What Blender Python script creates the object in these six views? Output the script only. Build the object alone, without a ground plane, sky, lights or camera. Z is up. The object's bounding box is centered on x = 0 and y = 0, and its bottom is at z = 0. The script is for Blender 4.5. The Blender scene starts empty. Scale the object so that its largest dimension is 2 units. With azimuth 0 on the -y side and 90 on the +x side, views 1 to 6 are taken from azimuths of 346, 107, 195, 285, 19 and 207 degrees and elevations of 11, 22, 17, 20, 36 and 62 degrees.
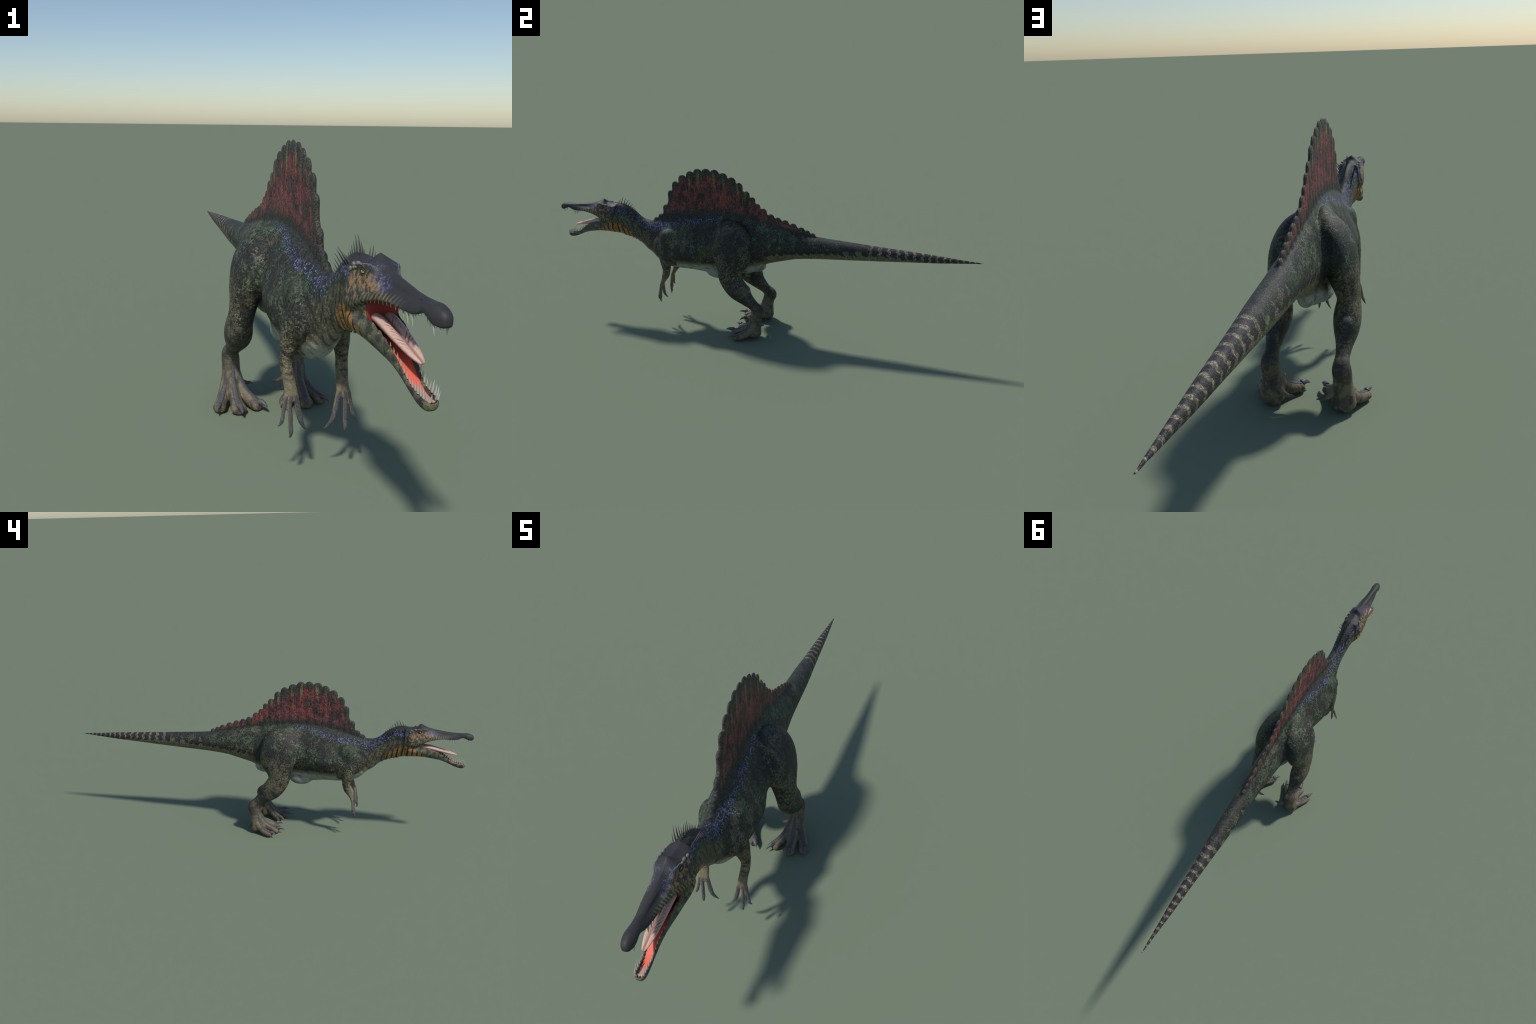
"""Sail-backed, crocodile-snouted dinosaur (adult, mouth open), built part by part.

The animal stands along the y axis (snout at -y, tail at +y) and is symmetric about x = 0.
The body is lofted from cross-sections (torso, neck, head, jaw, limbs, sail ribs), fused into one
smooth skin, and then split by region.  Claws, teeth, tongue, eyes, quills and scutes are parts of
their own.
"""
import bpy, bmesh, math, random
import numpy as np
from mathutils import Vector
from mathutils.bvhtree import BVHTree

random.seed(7)
RNG = np.random.default_rng(7)

# ------------------------------------------------------------------ small geometry tools

def hermite(xs, ys, xq):
    """Smooth interpolation without overshoot (monotone cubic)."""
    xs = np.asarray(xs, float); ys = np.asarray(ys, float); xq = np.asarray(xq, float)
    h = np.diff(xs); d = np.diff(ys) / h
    m = np.zeros_like(ys)
    m[0], m[-1] = d[0], d[-1]
    for i in range(1, len(xs) - 1):
        if d[i - 1] * d[i] > 0:
            w1, w2 = 2 * h[i] + h[i - 1], h[i] + 2 * h[i - 1]
            m[i] = (w1 + w2) / (w1 / d[i - 1] + w2 / d[i])
    k = np.clip(np.searchsorted(xs, xq) - 1, 0, len(h) - 1)
    t = (xq - xs[k]) / h[k]
    return ((2*t**3 - 3*t**2 + 1) * ys[k] + (t**3 - 2*t**2 + t) * h[k] * m[k]
            + (-2*t**3 + 3*t**2) * ys[k + 1] + (t**3 - t**2) * h[k] * m[k + 1])


def smooth_rows(rows, per):
    """Catmull-Rom through rows of control values (any number of columns)."""
    R = np.asarray(rows, float)
    flat = R.reshape(len(R), -1)
    P = np.vstack([2 * flat[0] - flat[1], flat, 2 * flat[-1] - flat[-2]])
    out = []
    for i in range(1, len(P) - 2):
        for t in np.linspace(0, 1, per, endpoint=False):
            a, b, c, d = P[i - 1], P[i], P[i + 1], P[i + 2]
            out.append(.5 * (2*b + (c - a)*t + (2*a - 5*b + 4*c - d)*t*t + (3*b - a - 3*c + d)*t**3))
    out.append(flat[-1])
    return np.array(out).reshape((-1,) + R.shape[1:])


def stand_taller(y, z):
    t = np.clip((z - .05) / .15, 0, 1)
    return .0020 * t * t * (3 - 2 * t) * np.clip((y + .66) / .15, 0, 1)


class Pile:
    """Collects closed pieces into one mesh."""
    def __init__(self, stand=True):
        self.v, self.f, self.n, self.stand = [], [], 0, stand

    def add(self, verts, faces):
        v = np.array(verts, float)
        if self.stand:                       # everything above the ankles stands a little taller
            v[:, 2] += stand_taller(v[:, 1], v[:, 2])
        self.v.append(v)
        self.f += [tuple(i + self.n for i in f) for f in faces]
        self.n += len(verts)

    def loft(self, rings):
        rings = np.asarray(rings, float)
        k, n = rings.shape[:2]
        verts = list(rings.reshape(-1, 3))
        faces = []
        for i in range(k - 1):
            for j in range(n):
                a, b = i * n + j, i * n + (j + 1) % n
                faces.append((a, b, b + n, a + n))
        for i in (0, k - 1):
            c = len(verts); verts.append(rings[i].mean(0))
            for j in range(n):
                a, b = i * n + j, i * n + (j + 1) % n
                faces.append((b, a, c) if i == 0 else (a, b, c))
        self.add(verts, faces)

    def ball(self, c, r, nu=18, nv=12, turn=None):
        c = np.asarray(c, float); r = np.ones(3) * r
        rings = []
        for p in np.linspace(-math.pi / 2 + .02, math.pi / 2 - .02, nv):
            a = np.linspace(0, 2 * math.pi, nu, endpoint=False)
            q = np.stack([np.cos(a) * math.cos(p), np.sin(a) * math.cos(p), np.full(nu, math.sin(p))], 1) * r
            if turn is not None:
                q = q @ np.asarray(turn).T
            rings.append(q + c)
        self.loft(rings)

    def mesh(self, name):
        me = bpy.data.meshes.new(name)
        me.from_pydata(np.vstack(self.v).tolist(), [], self.f)
        bm = bmesh.new(); bm.from_mesh(me)
        bmesh.ops.recalc_face_normals(bm, faces=bm.faces)
        bm.to_mesh(me); bm.free()
        return me


def tube_rings(path, per=6, n=20, side=(1, 0, 0), power=2.0):
    """path rows: x, y, z, half-width along 'side', half-width across it."""
    R = smooth_rows(path, per)
    C = R[:, :3]
    T = np.gradient(C, axis=0); T /= np.linalg.norm(T, axis=1)[:, None]
    rings = []
    a = np.linspace(0, 2 * math.pi, n, endpoint=False)
    ca, sa = np.cos(a), np.sin(a)
    e = 2.0 / power
    ca = np.sign(ca) * np.abs(ca) ** e; sa = np.sign(sa) * np.abs(sa) ** e
    for c, t, w in zip(C, T, R[:, 3:5]):
        s = np.asarray(side, float); s = s - t * (s @ t); s /= np.linalg.norm(s)
        u = np.cross(t, s)
        rings.append(c + np.outer(ca * w[0], s) + np.outer(sa * w[1], u))
    return np.array(rings)


def flip(rows, s):
    R = np.array(rows, float); R[..., 0] *= s
    return R

# ------------------------------------------------------------------ body: measurements

# y, belly z, back z, half width, z of widest place, roundness of the upper half
TRUNK = [
    (-.722, .431, .566, .0325, .500, 2.0), (-.690, .423, .5725, .0330, .498, 2.0),
    (-.660, .413, .5700, .0330, .492, 2.0), (-.628, .405, .5575, .0310, .482, 2.0),
    (-.600, .395, .5390, .0295, .468, 2.0), (-.575, .380, .517, .0290, .454, 2.0),
    (-.545, .351, .501, .0315, .436, 1.9), (-.520, .335, .499, .0370, .422, 1.8),
    (-.490, .305, .506, .0465, .406, 1.55), (-.460, .286, .517, .0560, .396, 1.35),
    (-.420, .273, .532, .0700, .388, 1.25), (-.360, .271, .545, .0850, .384, 1.22),
    (-.300, .268, .555, .0900, .384, 1.20), (-.240, .260, .560, .0785, .394, 1.28),
    (-.190, .252, .562, .0690, .404, 1.34), (-.130, .258, .562, .0650, .408, 1.32),
    (-.070, .276, .556, .0600, .410, 1.22), (-.010, .297, .548, .0520, .416, 1.25),
    (.030, .319, .541, .0485, .421, 1.32), (.060, .337, .535, .0468, .425, 1.42),
    (.100, .350, .526, .0450, .428, 1.55), (.146, .3625, .516, .0420, .430, 1.65),
    (.200, .376, .504, .0395, .431, 1.8), (.245, .3815, .496, .0388, .433, 1.95),
    (.290, .386, .489, .0380, .434, 2.0), (.410, .394, .4800, .0350, .435, 2.0),
    (.570, .404, .4700, .0262, .436, 2.0), (.700, .4130, .4625, .0195, .437, 2.0),
    (.800, .4195, .4560, .0145, .4375, 2.0), (.900, .4280, .4485, .0085, .4385, 2.0),
    (.970, .4340, .4440, .0048, .439, 2.0), (1.0035, .4362, .4418, .0030, .439, 2.0)]


def trunk_at(y):
    T = np.array(TRUNK)
    return [hermite(T[:, 0], T[:, k], y) for k in range(1, 6)]


def trunk_rings():
    ys = np.concatenate([np.linspace(-.722, .3, 90), np.linspace(.32, 1.0035, 36)])
    zb, zt, a, zm, nu = trunk_at(ys)
    th = np.linspace(0, 2 * math.pi, 44, endpoint=False)
    c, s = np.cos(th), np.sin(th)
    rings = []
    for i, y in enumerate(ys):
        nl = float(np.interp(y, [-.66, -.56, -.50, -.44, -.36, -.30, -.06, .02, .10], [1.65, 1.75, 1.95, 1.95, 1.75, 1.48, 1.48, 1.75, 1.95]))
        n = np.where(s >= 0, nu[i], nl)
        x = a[i] * np.sign(c) * np.abs(c) ** (2 / n)
        h = np.where(s >= 0, zt[i] - zm[i], zm[i] - zb[i])
        z = zm[i] + h * np.sign(s) * np.abs(s) ** (2 / n)
        rings.append(np.stack([x, np.full_like(x, y), z], 1))
    return rings


# ribs of the sail, from the neck to the tail: y of the rib, z of its tip
SAIL = [(-.490, .515), (-.465, .534), (-.437, .5805), (-.408, .6515), (-.3825, .6955), (-.3455, .728),
        (-.3065, .748), (-.2695, .762), (-.2285, .765), (-.188, .763), (-.148, .750), (-.107, .733),
        (-.073, .7105), (-.039, .6735), (-.010, .648), (.0135, .619), (.0405, .599), (.075, .5755),
        (.1075, .563), (.1415, .5535), (.178, .541), (.216, .5265), (.243, .5145), (.2685, .5035)]


def sail_thick(z, y):
    base = np.interp(y, [-.49, -.40, 0, .27], [.515, .540, .556, .50])
    h = np.clip((z - base) / .09, 0, 3)
    rib = np.interp(y, [-.47, -.40, -.33, -.1, .05, .27], [.0080, .0078, .0058, .0052, .0050, .0050])
    return rib + .0040 * np.exp(-2.5 * h)


def add_sail(pile):
    S = np.array(SAIL)
    gap = np.gradient(S[:, 0])
    n = 20
    a = np.linspace(0, 2 * math.pi, n, endpoint=False)
    for (y, top), g in zip(S, gap):
        top = top + .0035
        ry = .560 * g
        floor = float(np.interp(y, [-.49, -.40, 0, .27], [.47, .49, .50, .46]))
        cap = min(ry * 1.15, .022)
        zs = list(np.linspace(floor, top - cap, 26)) + [top - cap + cap * math.sin(t) for t in np.linspace(.15, 1.53, 9)]
        rings = []
        for z in zs:
            k = math.sqrt(max(0.0, 1 - max(0, (z - top + cap) / cap) ** 2)) if z > top - cap else 1.0
            rx = float(sail_thick(z, y)) * max(k, .05)
            if top < .60:
                rx *= float(np.interp(top, [.50, .60], [.85, 1.0]))
            rings.append(np.stack([rx * np.cos(a), y + ry * max(k, .05) * np.sin(a) - .0 * z, np.full(n, z)], 1))
        pile.loft(rings)
    # membrane between the ribs
    ys = np.linspace(S[0, 0], S[-1, 0], 120)
    crest = np.interp(ys, S[:, 0], S[:, 1]) - np.interp(ys, [-.5, -.4, 0, .28], [.010, .018, .013, .008])
    rings = []
    for y, c in zip(ys, crest):
        floor = float(np.interp(y, [-.49, -.40, 0, .27], [.47, .49, .50, .46]))
        zs = np.linspace(floor, c, 14)
        t = sail_thick(zs, y) * .80
        if c < .56:
            t = t * .8
        right = np.stack([t, np.full(14, y), zs], 1)
        left = right[::-1] * [-1, 1, 1]
        rings.append(np.vstack([right, left]))
    pile.loft(rings)


# upper head, half profile per station: top, brow edge, hollow, cheek, lip, palate middle
HEAD_Y = [-1.0025, -.996, -.984, -.970, -.955, -.930, -.905, -.870, -.830, -.800, -.780, -.762, -.742, -.715, -.690]
HEAD = [
    [(0, .537), (.0035, .5365), (.006, .533), (.006, .529), (.0055, .524), (0, .523)],
    [(0, .5445), (.006, .543), (.0105, .537), (.011, .529), (.0095, .5205), (0, .5195)],
    [(0, .5495), (.0085, .547), (.0145, .538), (.0155, .529), (.0135, .521), (0, .5215)],
    [(0, .552), (.0095, .549), (.0165, .540), (.0175, .532), (.0155, .5265), (0, .528)],
    [(0, .551), (.0085, .5485), (.0145, .542), (.0160, .536), (.0145, .5315), (0, .534)],
    [(0, .5515), (.0075, .5485), (.0125, .542), (.0175, .533), (.0180, .5225), (0, .530)],
    [(0, .553), (.0080, .5495), (.0125, .542), (.0195, .532), (.0210, .5205), (0, .530)],
    [(0, .5565), (.0090, .553), (.0145, .543), (.0240, .533), (.0265, .5230), (0, .534)],
    [(0, .5635), (.0085, .5580), (.0175, .5475), (.0285, .534), (.0320, .5185), (0, .530)],
    [(0, .5705), (.0165, .5595), (.0245, .550), (.0335, .533), (.0375, .5110), (0, .523)],
    [(0, .5785), (.0285, .5690), (.0285, .555), (.0365, .531), (.0405, .5035), (0, .516)],
    [(0, .5885), (.0305, .5670), (.0300, .554), (.0385, .530), (.0430, .4950), (0, .505)],
    [(0, .5735), (.0315, .5650), (.0325, .553), (.0400, .529), (.0455, .4880), (0, .480)],
    [(0, .5690), (.0315, .5590), (.0355, .547), (.0405, .527), (.0450, .4850), (0, .470)],
    [(0, .5740), (.0260, .5620), (.0345, .545), (.0365, .525), (.0390, .4850), (0, .470)]]


def profile_ring(half, y, per=5):
    """Half profile (top to bottom) to a closed ring."""
    h = smooth_rows(half, per)
    h[:, 0] = np.maximum(h[:, 0], 0)
    right = np.stack([h[:, 0], np.full(len(h), y), h[:, 1]], 1)
    left = (right * [-1, 1, 1])[::-1][1:-1]
    return np.vstack([right, left])


# lower jaw: y, half width, edge z, bottom z, floor z of the trough
JAW = [(-.9755, .0070, .3985, .387, .3960), (-.970, .0120, .3995, .3815, .3930), (-.960, .0142, .4010, .3785, .3900),
       (-.945, .0146, .4025, .3800, .3905), (-.925, .0146, .4060, .3865, .3960), (-.905, .0162, .4170, .3955, .4060),
       (-.880, .0200, .4375, .4065, .4195), (-.855, .0250, .4555, .4145, .4280), (-.830, .0305, .4690, .4190, .4340),
       (-.805, .0360, .4755, .4240, .4400), (-.782, .0395, .4815, .4270, .4450), (-.760, .0425, .4830, .4290, .4700),
       (-.735, .0445, .4850, .4300, .4840), (-.705, .0400, .4850, .4320, .4840)]


def jaw_rings():
    J = np.array(JAW)
    ys = np.linspace(J[0, 0], J[-1, 0], 60)
    w, ze, zb, zf = [hermite(J[:, 0], J[:, k], ys) for k in range(1, 5)]
    rings = []
    for i, y in enumerate(ys):
        W, E, B, F = w[i], ze[i], zb[i], zf[i]
        H = E - B
        wall = min(.0045, W * .35)
        rim = 1 - .20 * float(np.interp(y, [-.88, -.79], [0, 1]))          # the rim leans inwards at the back
        half = [(0, F), (W * .5, F), (W * rim - wall, max(F, E - .30 * (E - F)) if E > F else F), (W * rim - wall * .55, E), (W * rim - .0004, E - .004 * min(1, H / .02)),
                (W, B + .58 * H), (W * .80, B + .22 * H), (W * .42, B + .03 * H), (0, B)]
        right = smooth_rows(half, 4)
        right[:, 0] = np.maximum(right[:, 0], 0)
        right = np.stack([right[:, 0], np.full(len(right), y), right[:, 1]], 1)
        rings.append(np.vstack([right, (right * [-1, 1, 1])[::-1][1:-1]]))
    return rings


# limbs: x, y, z, half width sideways, half width fore and aft
HINDLIMB = [(.026, -.112, .543, .006, .030), (.034, -.110, .516, .020, .062), (.052, -.100, .475, .041, .092),
            (.072, -.092, .425, .0460, .099), (.0835, -.089, .375, .0420, .090), (.0920, -.095, .325, .0360, .062),
            (.0985, -.093, .285, .0325, .052), (.0980, -.066, .243, .0385, .0505), (.0988, -.038, .214, .0350, .0435),
            (.0985, -.008, .185, .0240, .0315), (.0982, .0215, .160, .0195, .0240), (.0990, .0420, .137, .0255, .0300),
            (.0995, .0345, .112, .0262, .0275), (.0998, .0275, .080, .0275, .0285), (.1005, .0255, .048, .033, .0300),
            (.1010, .023, .020, .036, .0290)]
TOES = {"outer": [(.112, .026, .080, .013, .014), (.122, .014, .046, .016, .017), (.133, -.012, .0255, .017, .0165),
                  (.144, -.038, .0170, .0185, .0155), (.1500, -.054, .0142, .0195, .0140), (.1535, -.064, .0138, .0130, .0105)],
        "middle": [(.099, .018, .092, .0125, .014), (.1000, -.004, .052, .0165, .018), (.1005, -.030, .0315, .0175, .0185),
                   (.1000, -.055, .0200, .0195, .0175), (.0985, -.077, .0150, .0230, .0150), (.0985, -.089, .0145, .0150, .0110)],
        "inner": [(.088, .020, .098, .0125, .014), (.0790, .004, .058, .0155, .018), (.0690, -.018, .036, .0165, .0185),
                  (.0550, -.042, .0235, .0180, .0175), (.0410, -.061, .0155, .0190, .0150), (.0345, -.069, .0150, .0130, .0115)],
        "rear": [(.082, .038, .062, .011, .012), (.066, .045, .052, .0075, .0085), (.052, .048, .0445, .0062, .0068), (.040, .0475, .0405, .0050, .0055)]}
FORELIMB = [(.046, -.440, .405, .022, .034), (.054, -.436, .370, .0245, .037), (.0605, -.430, .335, .0220, .0315), (.0640, -.427, .305, .0190, .0265),
            (.0675, -.424, .278, .0145, .0200), (.0660, -.431, .250, .0150, .0180), (.0630, -.444, .225, .0150, .0120),
            (.0620, -.453, .205, .0160, .0085), (.0640, -.456, .190, .0150, .0070)]
FINGERS = {"thumb": [(.054, -.454, .207, .0075, .0070), (.0495, -.455, .190, .0068, .0066), (.0462, -.4565, .170, .0072, .0070), (.0425, -.457, .152, .0068, .0068)],
           "middle": [(.0640, -.456, .205, .0065, .0065), (.0660, -.459, .185, .0056, .0058), (.0660, -.463, .158, .0058, .0058), (.0652, -.465, .1300, .0056, .0056)],
           "outer": [(.0740, -.455, .204, .0060, .0062), (.0785, -.457, .186, .0048, .0050), (.0815, -.460, .168, .0047, .0050), (.0842, -.462, .150, .0046, .0048)]}


def forward(rows):
    """Feet stand slightly ahead of the shin."""
    R = np.array(rows, float)
    R[:, 1] -= .0030 * np.clip((.18 - R[:, 2]) / .06, 0, 1)
    return R


HINDLIMB = forward(HINDLIMB)
TOES = {k: forward(v) for k, v in TOES.items()}


def build_body_mesh():
    p = Pile()
    p.loft(trunk_rings())
    add_sail(p)
    # head
    Y = np.array(HEAD_Y); H = np.array(HEAD)
    ys = np.concatenate([np.linspace(Y[0], -.97, 14, endpoint=False), np.linspace(-.97, Y[-1], 66)])
    prof = np.stack([[hermite(Y, H[:, i, k], ys) for k in range(2)] for i in range(H.shape[1])])  # pts, 2, ys
    p.loft([profile_ring(prof[:, :, i], y) for i, y in enumerate(ys)])
    p.loft(jaw_rings())
    # cheeks: the skin between the jaws behind the corner of the mouth
    rings = []
    for y, w in [(-.7775, .0335), (-.770, .0350), (-.755, .0375), (-.735, .0395), (-.715, .0385), (-.695, .034)]:
        half = [(0, .545), (w * .8, .545), (w, .520), (w * .97, .485), (w, .455), (w * .7, .437), (0, .434)]
        rings.append(profile_ring(half, y))
    p.loft(rings)
    # throat pouch under the back of the jaws
    p.loft(tube_rings([(0, -.810, .434, .012, .008), (0, -.790, .436, .022, .011), (0, -.750, .440, .027, .0135), (0, -.700, .440, .026, .0165), (0, -.660, .442, .022, .022)], side=(1, 0, 0)))
    # bags under the hips
    p.ball((0, -.187, .275), (.040, .062, .036))
    p.ball((0, .000, .323), (.027, .051, .033))
    p.ball((0, -.050, .318), (.048, .060, .038))
    for s in (1, -1):
        p.loft(tube_rings(flip(HINDLIMB, s), n=28, power=2.35))
        for path in TOES.values():
            p.loft(tube_rings(flip(path, s), n=18))
        p.ball((s * .1005, .025, .030), (.034, .029, .030))
        p.ball((s * .0985, -.025, .233), (.030, .0295, .029))          # calf
        p.loft(tube_rings(flip(FORELIMB, s), n=22))
        p.ball((s * .046, -.462, .380), (.022, .036, .050))
        p.ball((s * .046, -.415, .425), (.026, .045, .050))
        for path in FINGERS.values():
            p.loft(tube_rings(flip(path, s), n=14))
            e = path[-1]
            p.ball((s * e[0], e[1], e[2]), (e[3], e[4], e[3]))
        # brow bump over the eye
        p.loft(tube_rings(flip([(.0190, -.7950, .5575, .0015, .0012), (.0285, -.7780, .5685, .0020, .0018), (.0305, -.7600, .5660, .0026, .0022), (.0315, -.7420, .5625, .0030, .0030)], s), 6, 10))
    return p.mesh("body_draft")

# ------------------------------------------------------------------ fuse, smooth, sculpt

VOXEL = .0025


def fuse(me):
    ob = bpy.data.objects.new("body_draft", me)
    bpy.context.scene.collection.objects.link(ob)
    m = ob.modifiers.new("fuse", 'REMESH'); m.mode = 'VOXEL'; m.voxel_size = VOXEL; m.adaptivity = 0
    dg = bpy.context.evaluated_depsgraph_get()
    ev = ob.evaluated_get(dg).to_mesh()
    n = len(ev.vertices)
    co = np.empty(n * 3); ev.vertices.foreach_get("co", co); co = co.reshape(-1, 3)
    ed = np.empty(len(ev.edges) * 2, int); ev.edges.foreach_get("vertices", ed); ed = ed.reshape(-1, 2)
    faces = [tuple(p.vertices) for p in ev.polygons]
    ob.evaluated_get(dg).to_mesh_clear()
    bpy.data.objects.remove(ob)
    return co, ed, faces


def seg_dist(co, path, s):
    """Distance to a limb relative to its local thickness, smallest along the path."""
    R = smooth_rows(flip(path, s), 5)
    best = np.full(len(co), 9.0)
    for r in R:
        q = np.linalg.norm(co - r[:3], axis=1) / max(r[3], r[4])
        best = np.minimum(best, q)
    return best


def relax(co, ed, times):
    n = len(co)
    deg = np.bincount(ed.ravel(), minlength=n).astype(float)[:, None]
    for k in range(int(times.max())):
        acc = np.stack([np.bincount(ed[:, 0], co[ed[:, 1], i], n) + np.bincount(ed[:, 1], co[ed[:, 0], i], n) for i in range(3)], 1)
        w = (times > k)[:, None] * .5
        co = co + w * (acc / deg - co)
    return co


co, edges, faces = fuse(build_body_mesh())
x, y, z = co.T
ax = np.abs(x)
times = np.full(len(co), 14.0)
times[(y < -.70)] = 3
times[(y < -.52) & (y >= -.70)] = 8
times[z > .565] = np.where(y[z > .565] > -.52, 3, times[z > .565])
times[(z > .50) & (y > .1)] = 4
times[(z < .10) & (y > -.2)] = 4
times[(z < .225) & (y < -.40) & (y > -.6)] = 3
hip = ((ax > .03) & (np.abs(y + .1) < .16) & (z > .27)) | ((np.abs(y + .44) < .09) & (z > .29) & (z < .48))
times[hip & (z < .56)] = 40
times[(ax > .02) & (np.abs(y + .11) < .17) & (z > .38) & (z < .565)] = 130
shin = (ax > .04) & (np.abs(y + .03) < .12) & (z > .17) & (z < .32)
times[shin] = 30
co = relax(co, edges, times)
co[:, 2] = np.where(co[:, 2] < .003, .003 + (co[:, 2] - .003) * .2, co[:, 2])
co[:, 2] -= co[:, 2].min()

# --- relief: skin folds and muscle swellings that catch the light


def bump3(c, r, s):
    q = ((co - np.array(c) * [s, 1, 1]) / np.array(r))
    return np.exp(-(q ** 2).sum(1))


draft = bpy.data.meshes.new("normals"); draft.from_pydata(co.tolist(), [], faces); draft.update()
nor = np.empty(len(co) * 3); draft.vertices.foreach_get("normal", nor); nor = nor.reshape(-1, 3)
x, y, z = co.T; ax = np.abs(x)
push = np.zeros(len(co))
for s in (1, -1):
    push -= .0045 * bump3((.030, -.760, .5520), (.012, .0110, .0075), s) * .35       # eye socket
    push -= .0022 * bump3((.016, -.880, .5440), (.008, .035, .0050), s)             # hollow along the snout
    push -= .0035 * bump3((.017, -.735, .5720), (.010, .010, .0100), s)             # pits behind the brow
    push -= .0020 * bump3((.040, -.742, .4950), (.012, .012, .0045), s)             # corner of the mouth
    push -= .0030 * bump3((.040, -.700, .5100), (.015, .006, .0300), s)             # crease behind the head
push -= .0040 * bump3((.0, -.744, .5780), (.018, .0075, .0120), 1)
neck = np.clip(1 - np.abs(y + .62) / .09, 0, 1)
push += .0006 * neck * np.sin(y * 330 + np.sin(z * 70) * 1.2) * (z < .47)
fold = np.clip(1 - np.abs(y + .515) / .07, 0, 1) * (ax > .02) * np.clip((.47 - z) / .1, 0, 1)
push += .0011 * fold * np.sin((y - z * .8) * 190)
ank = np.clip(1 - np.abs(z - .135) / .03, 0, 1) * (np.abs(y) < .09)
push += .0005 * ank * np.sin(z * 900 + y * 200)
toe = np.clip((.06 - z) / .03, 0, 1) * (np.abs(y) < .12) * (z > .004)
push += .00035 * toe * np.sin((y * .9 - ax * .3) * 900)
co = co + nor * push[:, None]
draft.vertices.foreach_set("co", co.ravel()); draft.update()
draft.vertices.foreach_get("normal", nor.ravel())
nor = np.empty(len(co) * 3); draft.vertices.foreach_get("normal", nor); nor = nor.reshape(-1, 3)
SKIN_TREE = BVHTree.FromPolygons(co.tolist(), faces)

# ------------------------------------------------------------------ material tools


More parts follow.
